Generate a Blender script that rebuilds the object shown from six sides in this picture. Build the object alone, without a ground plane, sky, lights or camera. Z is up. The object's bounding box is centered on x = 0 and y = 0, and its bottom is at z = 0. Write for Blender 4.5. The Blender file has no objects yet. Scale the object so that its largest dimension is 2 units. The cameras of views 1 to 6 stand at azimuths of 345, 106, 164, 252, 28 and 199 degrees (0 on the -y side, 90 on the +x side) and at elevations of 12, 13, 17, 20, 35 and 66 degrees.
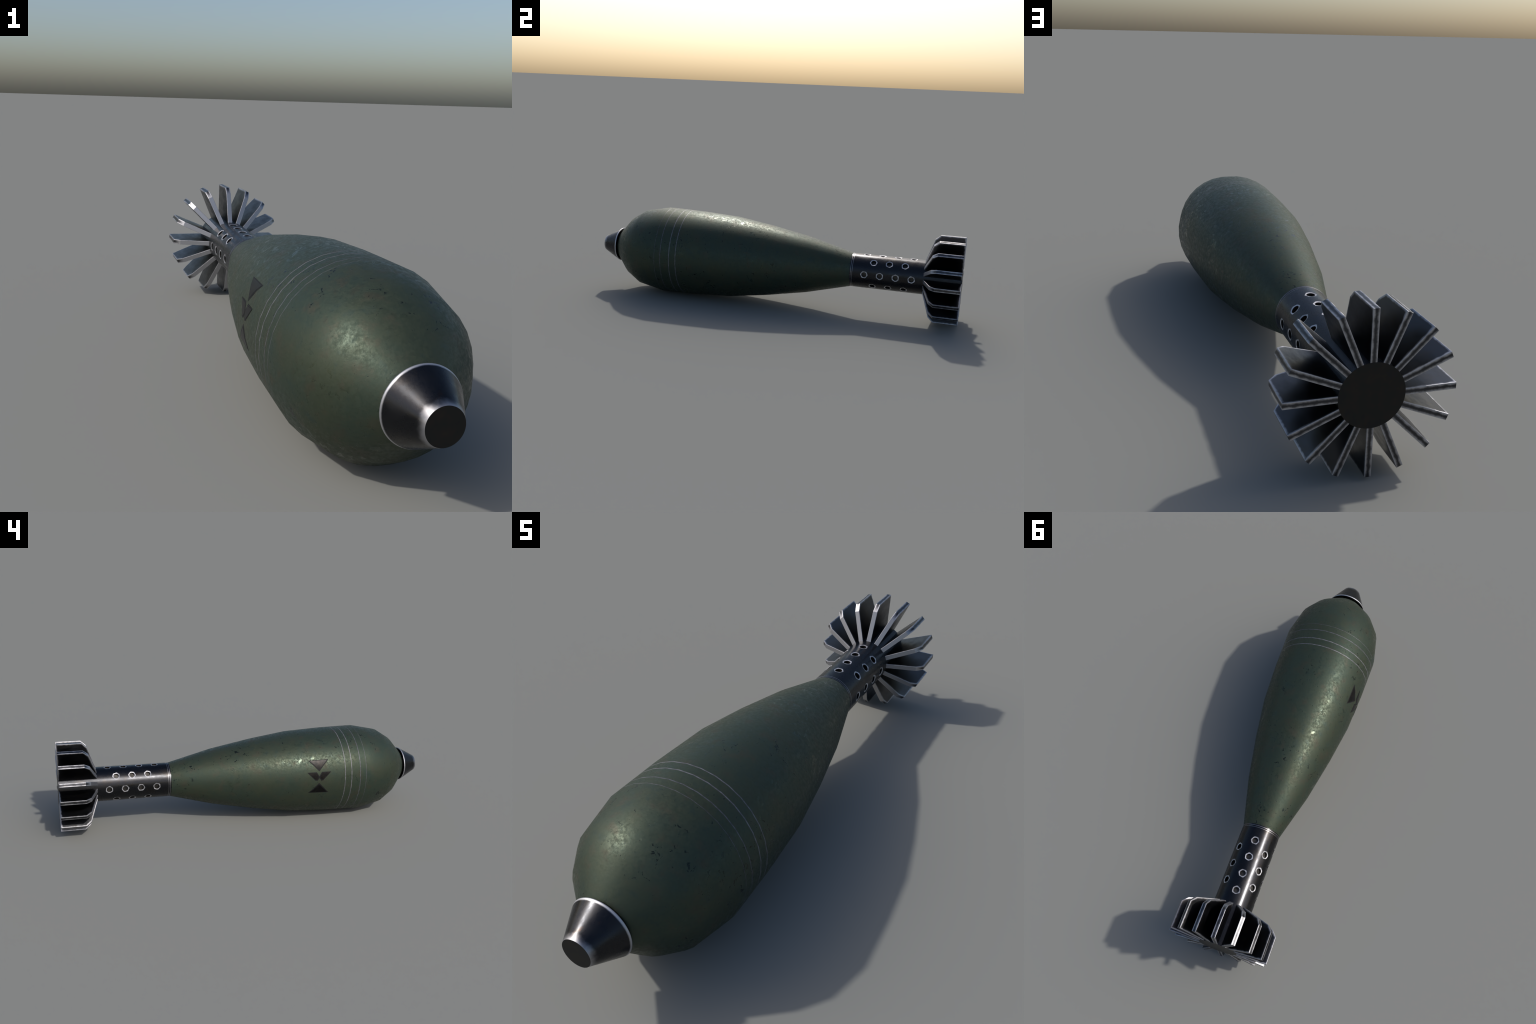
# A finned mortar round lying on its side: painted lathe body, steel nose cone,
# perforated tail tube and a ring of sixteen chamfered fins.
import bpy, bmesh, math, random
from mathutils import Vector, Matrix

random.seed(7)
AXIS_Z = 0.2351          # height of the long axis; the shell lies along -y (nose) .. +y (tail)
SIDES = 32               # the body is a turned shape with 32 visible facets

# ---------------------------------------------------------------- node helpers
class Nodes:
    def __init__(self, name):
        self.mat = bpy.data.materials.new(name)
        self.mat.use_nodes = True
        self.t = self.mat.node_tree
        self.t.nodes.clear()
        self.out = self.new("ShaderNodeOutputMaterial")
        self.bsdf = self.new("ShaderNodeBsdfPrincipled")
        self.t.links.new(self.bsdf.outputs[0], self.out.inputs[0])
        self.obj = self.new("ShaderNodeTexCoord").outputs["Object"]

    def new(self, kind):
        return self.t.nodes.new(kind)

    def put(self, socket, v):
        if isinstance(v, bpy.types.NodeSocket):
            self.t.links.new(v, socket)
        elif v is not None:
            socket.default_value = v

    def math(self, op, a, b=None, c=None, clamp=False):
        n = self.new("ShaderNodeMath")
        n.operation = op
        n.use_clamp = clamp
        for s, v in zip(n.inputs, (a, b, c)):
            self.put(s, v)
        return n.outputs[0]

    def noise(self, scale, detail=4.0, rough=0.55, vec=None, stretch=None, offset=None, distort=0.0):
        v = vec or self.obj
        if stretch or offset:
            m = self.new("ShaderNodeMapping")
            self.put(m.inputs[0], v)
            if stretch: m.inputs["Scale"].default_value = stretch
            if offset: m.inputs["Location"].default_value = offset
            v = m.outputs[0]
        n = self.new("ShaderNodeTexNoise")
        self.put(n.inputs["Vector"], v)
        n.inputs["Scale"].default_value = scale
        n.inputs["Detail"].default_value = detail
        n.inputs["Roughness"].default_value = rough
        n.inputs["Distortion"].default_value = distort
        return n.outputs[0]

    def step(self, v, lo, hi, a=0.0, b=1.0):
        n = self.new("ShaderNodeMapRange")
        n.interpolation_type = "SMOOTHSTEP"
        self.put(n.inputs[0], v)
        for s, x in zip(n.inputs[1:5], (lo, hi, a, b)):
            self.put(s, x)
        return n.outputs[0]

    def mix(self, f, a, b):
        n = self.new("ShaderNodeMix")
        n.data_type = "RGBA"
        ins = [s for s in n.inputs if s.type == "RGBA"]
        self.put(n.inputs[0], f)
        for s, v in zip(ins, (a, b)):
            self.put(s, (*v, 1) if isinstance(v, tuple) and len(v) == 3 else v)
        return [s for s in n.outputs if s.type == "RGBA"][0]

    def lerp(self, f, a, b):
        n = self.new("ShaderNodeMix")
        self.put(n.inputs[0], f)
        self.put(n.inputs[2], a)
        self.put(n.inputs[3], b)
        return n.outputs[0]

    def xyz(self):
        n = self.new("ShaderNodeSeparateXYZ")
        self.put(n.inputs[0], self.obj)
        return n.outputs

    def bump(self, h, strength, dist):
        n = self.new("ShaderNodeBump")
        n.inputs["Strength"].default_value = strength
        n.inputs["Distance"].default_value = dist
        self.put(n.inputs["Height"], h)
        self.put(self.bsdf.inputs["Normal"], n.outputs[0])

    def set(self, **kw):
        for k, v in kw.items():
            s = self.bsdf.inputs[k.replace("_", " ")]
            self.put(s, (*v, 1) if isinstance(v, tuple) and len(v) == 3 else v)
        return self.mat


STEEL = (0.036, 0.037, 0.041)
STEEL_WARM = (0.042, 0.038, 0.035)
BARE = (0.52, 0.52, 0.55)
PAINT_METAL = 0.5       # the olive coat has a metallic lustre: its highlights are green

def paint_material():
    m = Nodes("olive_paint")
    big = m.noise(5.5, 3)
    mid = m.noise(20, 5, 0.62, offset=(3, 1, 7))
    fine = m.noise(150, 4, 0.65)
    col = m.mix(m.step(big, 0.38, 0.62), (0.037, 0.055, 0.040), (0.044, 0.057, 0.037))
    col = m.mix(m.math("MULTIPLY", m.step(mid, 0.51, 0.70), 0.65), col, (0.056, 0.053, 0.037))
    col = m.mix(m.math("MULTIPLY", m.step(mid, 0.46, 0.30), 0.6), col, (0.030, 0.050, 0.043))
    col = m.mix(m.math("MULTIPLY", m.step(fine, 0.40, 0.66), 0.3), col, (0.055, 0.066, 0.046))
    # chips down to dark smooth metal, crowded where a broad noise is high
    where = m.noise(7, 4, 0.65, offset=(11, 4, 2))
    chip_n = m.noise(48, 7, 0.66, offset=(5, 9, 1), distort=0.9)
    thr = m.step(where, 0.38, 0.68, 0.705, 0.580)
    chips = m.step(m.math("SUBTRACT", chip_n, thr), 0.0, 0.024)
    speck = m.step(m.noise(210, 2, 0.5, offset=(1, 2, 3)), 0.73, 0.75)
    chips = m.math("MAXIMUM", chips, m.math("MULTIPLY", speck, 0.6))
    col = m.mix(chips, col, (0.026, 0.035, 0.029))
    gloss = m.noise(85, 6, 0.75, offset=(8, 3, 3))
    rough = m.step(gloss, 0.35, 0.66, 0.60, 0.37)
    # rubbed flecks: same paint, polished, so they only show where they mirror the sky
    fleck = m.step(m.noise(46, 6, 0.62, offset=(21, 5, 8), distort=0.7), 0.565, 0.595)
    fleck = m.math("MULTIPLY", fleck, m.step(m.noise(6, 3, 0.6, offset=(2, 17, 3)), 0.42, 0.58))
    rough = m.lerp(m.math("MULTIPLY", fleck, 0.85), rough, 0.23)
    rough = m.lerp(chips, rough, 0.25)
    metal = m.lerp(chips, PAINT_METAL, 0.8)
    h = m.math("ADD", m.math("MULTIPLY", m.noise(85, 6, 0.65), 0.7), m.math("MULTIPLY", chips, -0.25))
    m.bump(h, 0.27, 0.0016)
    return m.set(Base_Color=col, Roughness=rough, Specular_IOR_Level=0.3, Metallic=metal)


def steel_look(m, wear, rough_lo=0.21, rough_hi=0.36, lift=1.0):
    """dark blued steel with warm stains; wear 0..1 turns it to bare bright metal"""
    stain = m.step(m.noise(14, 5, 0.6), 0.50, 0.68)
    rust = m.step(m.noise(26, 5, 0.65, offset=(4, 4, 9)), 0.62, 0.72)
    col = m.mix(m.math("MULTIPLY", stain, 0.6), tuple(x * lift for x in STEEL), tuple(x * lift for x in STEEL_WARM))
    col = m.mix(m.math("MULTIPLY", rust, 0.5), col, (0.060, 0.036, 0.026))
    rough = m.step(m.noise(30, 6, 0.68, offset=(2, 2, 2), stretch=(1, 0.5, 1)), 0.34, 0.66, rough_lo, rough_hi)
    if wear is not None:
        col = m.mix(wear, col, BARE)
        rough = m.lerp(wear, rough, 0.55)
    m.bump(m.noise(50, 4, 0.55, stretch=(1, 0.25, 1)), 0.07, 0.0012)
    return m.set(Base_Color=col, Metallic=1.0, Roughness=rough)


def line(m, v, at, half):
    return m.step(m.math("ABSOLUTE", m.math("SUBTRACT", v, at)), half, half * 0.4)


def tube_material():
    m = Nodes("tube_steel")
    y = m.xyz()[1]
    w = m.math("MAXIMUM", line(m, y, SEAM[0], 0.0013), line(m, y, SEAM[1], 0.0013))
    w = m.math("MULTIPLY", w, 0.5)
    return steel_look(m, w)


def cone_material():
    m = Nodes("nose_steel")
    y = m.xyz()[1]
    wob = m.math("MULTIPLY", m.math("SUBTRACT", m.noise(30, 3), 0.5), 0.022)
    yy = m.math("ADD", y, wob)
    base = m.math("MULTIPLY", m.step(m.math("ADD", y, m.math("MULTIPLY", wob, 0.12)), CONE_BASE_Y - 0.0072, CONE_BASE_Y - 0.0030), 0.95)
    tip = m.math("MULTIPLY", m.step(yy, -0.981, -1.006), 0.75)
    back = m.step(y, CONE_BASE_Y + 0.0022, CONE_BASE_Y + 0.0012)     # the hidden back stays dark
    return steel_look(m, m.math("MULTIPLY", m.math("MAXIMUM", base, tip), back))


def dark_end_material():
    m = Nodes("dull_end_steel")
    n = m.noise(30, 5, 0.6)
    col = m.mix(m.step(n, 0.4, 0.7), (0.033, 0.034, 0.034), (0.040, 0.036, 0.033))
    m.bump(m.noise(90, 4), 0.1, 0.001)
    return m.set(Base_Color=col, Metallic=1.0, Roughness=0.45)


def black_material():
    m = Nodes("matte_black")
    return m.set(Base_Color=(0.010, 0.010, 0.011), Metallic=0.0, Roughness=0.6, Specular_IOR_Level=0.2)


def bare_material(name, col, rough=0.4, metal=1.0):
    m = Nodes(name)
    n = m.noise(60, 4)
    c = m.mix(m.step(n, 0.38, 0.62), tuple(x * 0.6 for x in col), col)
    return m.set(Base_Color=c, Metallic=metal, Roughness=rough)


def fin_material():
    """wear follows the distance to the nearest arris of the fin plate"""
    m = Nodes("fin_steel")
    x, y, z = m.xyz()
    d = None
    for (ay, az), (by, bz) in zip(FIN[:-1], FIN[1:]):        # signed distance inside each outline edge
        L = math.hypot(by - ay, bz - az)
        ny, nz = (bz - az) / L, -(by - ay) / L
        if ny * (FIN_MID[0] - ay) + nz * (FIN_MID[1] - az) < 0:
            ny, nz = -ny, -nz
        e = m.math("ADD", m.math("ADD", m.math("MULTIPLY", y, ny), m.math("MULTIPLY", z, nz)), -(ay * ny + az * nz))
        d = e if d is None else m.math("MINIMUM", d, e)
    across = m.math("SUBTRACT", FIN_T / 2, m.math("ABSOLUTE", x))
    arris = m.math("MAXIMUM", d, across)
    wob = m.math("MULTIPLY", m.math("SUBTRACT", m.noise(45, 4, 0.6), 0.5), 0.011)
    arris = m.math("ADD", arris, wob)
    wear = m.math("MULTIPLY", m.step(arris, 0.0078, 0.0), 0.88)
    # the narrow leading edge is rubbed bright all over
    on_edge = m.step(d, 0.0016, 0.0008)
    lead = m.math("MULTIPLY", on_edge, m.step(y, 0.872, 0.850))
    wear = m.math("MAXIMUM", wear, m.math("MULTIPLY", lead, 0.7))
    return steel_look(m, wear, 0.28, 0.42, 1.6)


# ---------------------------------------------------------------- building helpers
def mesh_object(name, verts, faces, mat, parent, normals=None, smooth=True, mats=None, loc=None):
    me = bpy.data.meshes.new(name)
    me.from_pydata(verts, [], faces)
    me.materials.append(mat)
    for p in me.polygons:
        p.use_smooth = smooth
    if normals is not None:
        me.normals_split_custom_set_from_vertices(normals)
    o = bpy.data.objects.new(name, me)
    bpy.context.scene.collection.objects.link(o)
    o.parent = parent
    return o


def ring_pt(y, r, ang):
    """ang measured from straight up, positive towards +x"""
    return (r * math.sin(ang), y, AXIS_Z + r * math.cos(ang))


def lathe(name, stations, mat, parent, sides=SIDES, close_start=False, close_end=False):
    """stations: (y, r, (ny, nr)) rings; normals given per ring"""
    v, n, f = [], [], []
    for y, r, (ny, nr) in stations:
        for k in range(sides):
            a = 2 * math.pi * (k + 0.5) / sides
            v.append(ring_pt(y, r, a))
            n.append(Vector((nr * math.sin(a), ny, nr * math.cos(a))).normalized())
    for i in range(len(stations) - 1):
        for k in range(sides):
            k2 = (k + 1) % sides
            f.append((i * sides + k, i * sides + k2, (i + 1) * sides + k2, (i + 1) * sides + k))
    me_name = name
    # orientation: faces must agree with the ring normals
    a, b, c = (Vector(v[i]) for i in f[0][:3])
    fn = (b - a).cross(c - a)
    if fn.dot(n[f[0][0]]) < 0:
        f = [tuple(reversed(q)) for q in f]
    return mesh_object(me_name, v, f, mat, parent, normals=n)


def seg_normal(p, q):
    """outward profile normal (ny, nr) of the segment p->q with y falling"""
    dy, dr = q[0] - p[0], q[1] - p[1]
    L = math.hypot(dy, dr)
    return (dr / L, -dy / L)


def profile_normals(prof):
    segs = [seg_normal(a, b) for a, b in zip(prof[:-1], prof[1:])]
    out = []
    for i in range(len(prof)):
        s = segs[max(0, i - 1):i + 1]
        ny, nr = sum(q[0] for q in s), sum(q[1] for q in s)
        L = math.hypot(ny, nr)
        out.append((ny / L, nr / L))
    return out


# ---------------------------------------------------------------- the shell's sizes
TUBE_R = 0.0885
JOINT_Y = 0.4345
SEAM = (0.4402, 0.4484)
BODY = [(JOINT_Y, 0.0885), (0.2009, 0.1492), (-0.0186, 0.1908), (-0.2214, 0.2210), (-0.4200, 0.2320),
        (-0.6170, 0.2362), (-0.7500, 0.2094), (-0.8206, 0.1652), (-0.8953, 0.0832)]
BODY_N = profile_normals(BODY)
CONE_BASE_Y, CONE_BASE_R = -0.9050, 0.0930
TIP_Y, TIP_R = -0.9997, 0.0434
GROOVES = [(-0.478, 0.0036, 0), (-0.515, 0.0038, 0), (-0.5653, 0.0034, 1), (-0.599, 0.0020, 1)]
FIN_R, FIN_T = 0.2271, 0.0183
FIN = [(0.9995, 0.080), (0.9995, FIN_R), (0.8756, FIN_R), (0.8492, 0.2035), (0.8090, 0.0870)]
FIN_MID = (0.93, 0.15)


def body_at(y):
    """radius and profile normal of the body at axial position y"""
    for (p, q, a, b) in zip(BODY[:-1], BODY[1:], BODY_N[:-1], BODY_N[1:]):
        if p[0] >= y >= q[0]:
            t = (p[0] - y) / (p[0] - q[0])
            return p[1] + t * (q[1] - p[1]), (a[0] + t * (b[0] - a[0]), a[1] + t * (b[1] - a[1]))
    raise ValueError(y)


def facet_r(r, ang):
    """radius of the 32-sided ring between its corners"""
    half = math.pi / SIDES
    return r * math.cos(half) / math.cos(((ang + half) % (2 * half)) - half)


# ---------------------------------------------------------------- assembly
root = bpy.data.objects.new("mortar_shell", None)
bpy.context.scene.collection.objects.link(root)
root["label"] = "olive green finned mortar shell with steel nose lying down"
root["category"] = "mortar shell"

PAINT, TUBE_M, CONE_M, END_M, BLACK, FIN_M = (paint_material(), tube_material(), cone_material(),
                                            dark_end_material(), black_material(), fin_material())
RIM_M = bare_material("worn_hole_rim", (0.60, 0.60, 0.63), 0.58)
LINE_M = [bare_material("worn_groove_metal", (0.18, 0.18, 0.20), 0.5, 0.35), bare_material("dull_groove_metal", (0.118, 0.12, 0.138), 0.5, 0.35)]
HOLE_M = bare_material("hole_floor_steel", (0.09, 0.085, 0.08), 0.45)
mk = Nodes("mark_black")
mk.bump(mk.noise(120, 4), 0.15, 0.0008)
MARK_M = mk.set(Base_Color=mk.mix(mk.step(mk.noise(45, 5, 0.65), 0.45, 0.65), (0.012, 0.0115, 0.0115), (0.019, 0.017, 0.016)),
                Roughness=0.38, Metallic=0.85)

# body: bands between the scribed grooves, one mesh
def bands():
    edges = sorted([g for y, w, _ in GROOVES for g in (y + w / 2, y - w / 2)], reverse=True)
    cuts = [BODY[0][0]] + edges + [BODY[-1][0]]
    for hi, lo in zip(cuts[0::2], cuts[1::2]):
        ys = {hi, lo} | {p[0] for p in BODY if hi > p[0] > lo}
        ys |= {y for y in (BODY[0][0] - 0.04 * k for k in range(40)) if hi - 0.01 > y > lo + 0.01 and min(abs(y - q) for q in ys) > 0.012}
        yield sorted(ys, reverse=True)

v, n, f = [], [], []
for ys in bands():
    for j, y in enumerate(ys):
        r, (ny, nr) = body_at(y)
        s = len(v)
        for k in range(SIDES):
            a = 2 * math.pi * (k + 0.5) / SIDES
            v.append(ring_pt(y, r, a))
            n.append(Vector((nr * math.sin(a), ny, nr * math.cos(a))).normalized())
            if j + 1 < len(ys):
                k2 = (k + 1) % SIDES
                f.append((s + k, s + k2, s + SIDES + k2, s + SIDES + k))
a, b, c = (Vector(v[i]) for i in f[0][:3])
if (b - a).cross(c - a).dot(n[f[0][0]]) < 0:
    f = [tuple(reversed(q)) for q in f]
body = mesh_object("body", v, f, PAINT, root, normals=n)

for y, w, look in GROOVES:
    hi, lo = y + w / 2, y - w / 2
    (r1, n1), (r2, n2) = body_at(hi), body_at(lo)
    d = 0.0009
    lathe("scribed_groove", [(hi, r1, n1), (hi - w * 0.3, r1 - d, n1), (lo + w * 0.3, r2 - d, n2), (lo, r2, n2)], LINE_M[look], body)

# stencilled marks: a triangle, a pair of swept bars and a second triangle on the side
MARK_Y, MARK_A = -0.3305, -79.5     # centre along the axis, angle round it (degrees from top)
def mark(name, outline, lift, mat, step=0.006):
    """outline in (axial y, angle in degrees); the plate follows the faceted body"""
    bm = bmesh.new()
    vs = [bm.verts.new((y, math.radians(a) * 0.228, 0)) for y, a in outline]
    bm.faces.new(vs)
    bmesh.ops.triangulate(bm, faces=bm.faces[:])
    for _ in range(5):
        es = [e for e in bm.edges if e.calc_length() > step]
        if not es: break
        bmesh.ops.subdivide_edges(bm, edges=es, cuts=1)
        bmesh.ops.triangulate(bm, faces=[q for q in bm.faces if len(q.verts) > 3])
    top, nor = [], []
    bm.verts.ensure_lookup_table()
    for q in bm.verts:
        y, ang = q.co.x, q.co.y / 0.228
        r, (ny, nr) = body_at(y)
        top.append(ring_pt(y, facet_r(r, ang) + lift, ang))
        nor.append(Vector((nr * math.sin(ang), ny, nr * math.cos(ang))).normalized())
    faces = [tuple(q.index for q in p.verts) for p in bm.faces]
    base = len(top)
    rim = [(e.verts[0].index, e.verts[1].index) for e in bm.edges if e.is_boundary]
    low = [Vector(p) - nn * (lift + 0.0012) for p, nn in zip(top, nor)]
    ok = []
    for q in faces:
        p0, p1, p2 = (Vector(top[i]) for i in q[:3])
        ok.append(q if (p1 - p0).cross(p2 - p0).dot(nor[q[0]]) > 0 else tuple(reversed(q)))
    sides = [(i, j, base + j, base + i) for i, j in rim]
    bm.free()
    return mesh_object(name, top + [tuple(p) for p in low], ok + sides, mat, body, normals=nor + nor)

def grow(outline, e):
    """outline scaled outwards from its centre by e metres"""
    cy = sum(p[0] for p in outline) / len(outline)
    ca = sum(p[1] for p in outline) / len(outline)
    out = []
    for y, a in outline:
        dy, da = y - cy, math.radians(a - ca) * 0.228
        L = math.hypot(dy, da)
        k = (L + e) / L
        out.append((cy + dy * k, ca + math.degrees(da * k / 0.228)))
    return out

W, C = 0.0565, MARK_Y
up = [(C + W, -56.2), (C - W, -56.2), (C, -71.8)]
down = [(C + W, -102.0), (C, -87.6), (C - W, -102.0)]
bar = lambda s: [(C + s * 0.067, -72.7), (C + s * 0.014, -72.7), (C + s * 0.0002, -78.3), (C + s * 0.0002, -81.0), (C + s * 0.010, -84.2), (C + s * 0.021, -84.2)]
for shape in (up, bar(1), bar(-1), down):
    mark("mark_edge_shade_plate", shape, 0.0006, BLACK)  # black plate drawing the occlusion shade along the engraved edge
    mark("stencil_mark", grow(shape, -0.0095 if len(shape) == 3 else -0.0055), 0.0011, MARK_M)

# nose: black neck and body lip set in behind the rim, truncated cone, flat dark tip
lathe("neck", [(-0.890, 0.076, (0, 1)), (-0.907, 0.076, (0, 1))], BLACK, root, 64)
seg_back = [(BODY[-1][0], BODY[-1][1], (-1, 0)), (BODY[-1][0] - 0.0003, 0.074, (-1, 0))]
lathe("body_lip", seg_back, BLACK, body, SIDES)
cn = seg_normal((CONE_BASE_Y, CONE_BASE_R), (TIP_Y, TIP_R))
CB = 0.0016
cone_prof = [(CONE_BASE_Y + 0.004, 0.076, (1, 0)), (CONE_BASE_Y + 0.003, CONE_BASE_R - 0.002, (0.9, 0.4)),
             (CONE_BASE_Y, CONE_BASE_R, (0.1, 1)), (CONE_BASE_Y - 0.0025, CONE_BASE_R - 0.0008, cn)]
for k in range(1, 7):
    t = k / 6
    cone_prof.append((CONE_BASE_Y - 0.0025 + t * (TIP_Y - CONE_BASE_Y + 0.0025), CONE_BASE_R - 0.0008 + t * (TIP_R - CONE_BASE_R + 0.0008), cn))
cone = lathe("nose_cone", cone_prof, CONE_M, root, 64)

def disc(name, y, r, facing, mat, parent, sides=64):
    v = [ring_pt(y, r, 2 * math.pi * k / sides) for k in range(sides)]
    o = mesh_object(name, v, [tuple(range(sides))], mat, parent, smooth=False)
    if o.data.polygons[0].normal.y * facing < 0:
        o.data.flip_normals()
    return o

disc("tip_face", TIP_Y, TIP_R, -1, END_M, cone)

# tail tube: eight columns of holes, alternately four and three, laid out cell by cell
HOLE_R, HOLE_IN, HOLE_DEPTH, PITCH = 0.0182, 0.0134, 0.013, 0.0803
CELL_SEG = 8                       # points per cell side
v, n, f = [], [], []
holes = []
def tube_vert(y, ang, r=TUBE_R):
    v.append(ring_pt(y, r, ang))
    n.append(Vector((math.sin(ang), 0, math.cos(ang))))
    return len(v) - 1

def plain_strip(ang0, ang1, y0, y1):
    if y1 - y0 < 1e-5: return
    prev = None
    for k in range(CELL_SEG + 1):
        a = ang0 + (ang1 - ang0) * k / CELL_SEG
        cur = (tube_vert(y0, a), tube_vert(y1, a))
        if prev: f.append((prev[0], prev[1], cur[1], cur[0]))
        prev = cur

def square_loop(ac, ah, yc, yh):
    pts = []
    for s in range(4):
        for k in range(CELL_SEG):
            t = -1 + 2 * k / CELL_SEG
            u, w = [(1, t), (-t, 1), (-1, -t), (t, -1)][s]
            pts.append((ac + u * ah, yc + w * yh))
    return pts

def hole_cell(ac, yc, rnd):
    ah, yh = math.radians(22.5), PITCH / 2
    sq = square_loop(ac, ah, yc, yh)
    N = len(sq)
    ph = rnd.uniform(0, 6.28)
    rad = [HOLE_R * (1 + 0.05 * math.cos(6 * t + ph) + 0.03 * math.cos(3 * t + 2 * ph)) for t in
           (2 * math.pi * k / N for k in range(N))]
    ring = []
    for k in range(N):
        t = -math.pi / 4 + 2 * math.pi * k / N
        ring.append((ac + rad[k] * math.cos(t) / TUBE_R, yc + rad[k] * math.sin(t)))
    outer = [tube_vert(y, a) for a, y in sq]
    mid = [tube_vert((y + 2 * y2) / 3, (a + 2 * a2) / 3) for (a, y), (a2, y2) in zip(sq, ring)]
    inner = [tube_vert(y, a) for a, y in ring]
    for A, B in ((outer, mid), (mid, inner)):
        for k in range(N):
            k2 = (k + 1) % N
            f.append((A[k], A[k2], B[k2], B[k]))
    holes.append((ac, yc, ring))

rnd = random.Random(3)
TUBE_Y0, TUBE_Y1 = 0.4495, 0.9995
for col in range(8):
    ac = math.radians(45 * col)
    first, count = (0.5110, 4) if col % 2 == 0 else (0.5540, 3)
    a0, a1 = ac - math.radians(22.5), ac + math.radians(22.5)
    plain_strip(a0, a1, TUBE_Y0, first - PITCH / 2)
    for k in range(count):
        hole_cell(ac, first + PITCH * k, rnd)
    plain_strip(a0, a1, first + PITCH * (count - 0.5), 0.86)
    plain_strip(a0, a1, 0.86, TUBE_Y1)
def fix(v, n, f):
    out = []
    for q in f:
        p = [Vector(v[i]) for i in q]
        nn = (p[1] - p[0]).cross(p[2] - p[0]) + (p[2] - p[0]).cross(p[-1] - p[0])
        out.append(q if nn.dot(n[q[0]]) > 0 else tuple(reversed(q)))
    return out
tube = mesh_object("tail_tube", v, fix(v, n, f), TUBE_M, root, normals=n)

# each hole: a bright rubbed rim sinking to a short wall and a floor
for ac, yc, ring in holes:
    N = len(ring)
    C0, out_dir = Vector(ring_pt(yc, TUBE_R, ac)), Vector((math.sin(ac), 0, math.cos(ac)))
    tan = Vector((math.cos(ac), 0, -math.sin(ac)))
    rim_o = [Vector(ring_pt(y, TUBE_R, a)) for a, y in ring]
    rim_i, floor = [], []
    for k in range(N):
        t = -math.pi / 4 + 2 * math.pi * k / N
        off = tan * (HOLE_IN * math.cos(t)) + Vector((0, 1, 0)) * (HOLE_IN * math.sin(t))
        p = C0 + off
        drop = TUBE_R - math.sqrt(TUBE_R ** 2 - (HOLE_IN * math.cos(t)) ** 2)
        rim_i.append(p - out_dir * (drop + 0.0012))
        floor.append(p - out_dir * HOLE_DEPTH)
    vv = [tuple(p) for p in rim_o + rim_i]
    ff = [(k, (k + 1) % N, N + (k + 1) % N, N + k) for k in range(N)]
    nn = [out_dir] * len(vv)
    hole = mesh_object("vent_hole_rim", vv, fix(vv, nn, ff), RIM_M, tube)
    vv = [tuple(p) for p in rim_i + floor]
    ff = [((k + 1) % N, k, N + k, N + (k + 1) % N) for k in range(N)] + [tuple(range(N, 2 * N))]
    o = mesh_object("vent_hole", vv, ff, HOLE_M, tube, smooth=False)
    bm = bmesh.new(); bm.from_mesh(o.data)
    bmesh.ops.recalc_face_normals(bm, faces=bm.faces[:])
    bm.faces.ensure_lookup_table()
    if bm.faces[-1].normal.dot(out_dir) < 0:
        bmesh.ops.reverse_faces(bm, faces=bm.faces[:])
    bm.to_mesh(o.data); bm.free()

# collar between body and tube, with a shallow groove
lathe("collar", [(JOINT_Y, TUBE_R, (0, 1)), (0.4404, TUBE_R, (0, 1)), (0.4414, TUBE_R - 0.0010, (0, 1)),
                 (0.4472, TUBE_R - 0.0010, (0, 1)), (0.4482, TUBE_R, (0, 1)), (TUBE_Y0, TUBE_R, (0, 1))], TUBE_M, tube, 64)
disc("end_cap", TUBE_Y1 + 0.0003, TUBE_R, 1, END_M, tube)

# fins: sixteen chamfered plates sharing one mesh
bm = bmesh.new()
left = [bm.verts.new((-FIN_T / 2, y, r)) for y, r in FIN]
right = [bm.verts.new((FIN_T / 2, y, r)) for y, r in FIN]
bm.faces.new(left); bm.faces.new(list(reversed(right)))
for i in range(len(FIN)):
    j = (i + 1) % len(FIN)
    bm.faces.new((left[i], right[i], right[j], left[j]))
bmesh.ops.recalc_face_normals(bm, faces=bm.faces[:])
root_edges = [e for e in bm.edges if all(q.co.z < 0.09 for q in e.verts)]
bmesh.ops.bevel(bm, geom=[e for e in bm.edges if e not in root_edges], offset=0.0011, segments=2, profile=0.5, affect="EDGES")
fin_mesh = bpy.data.meshes.new("fin")
bm.to_mesh(fin_mesh); bm.free()
fin_mesh.materials.append(FIN_M)
for k in range(16):
    o = bpy.data.objects.new("fin", fin_mesh)
    bpy.context.scene.collection.objects.link(o)
    o.parent = root
    o.location = (0, 0, AXIS_Z)
    o.rotation_euler = (0, math.radians(22.5 * k + 0.3), 0)
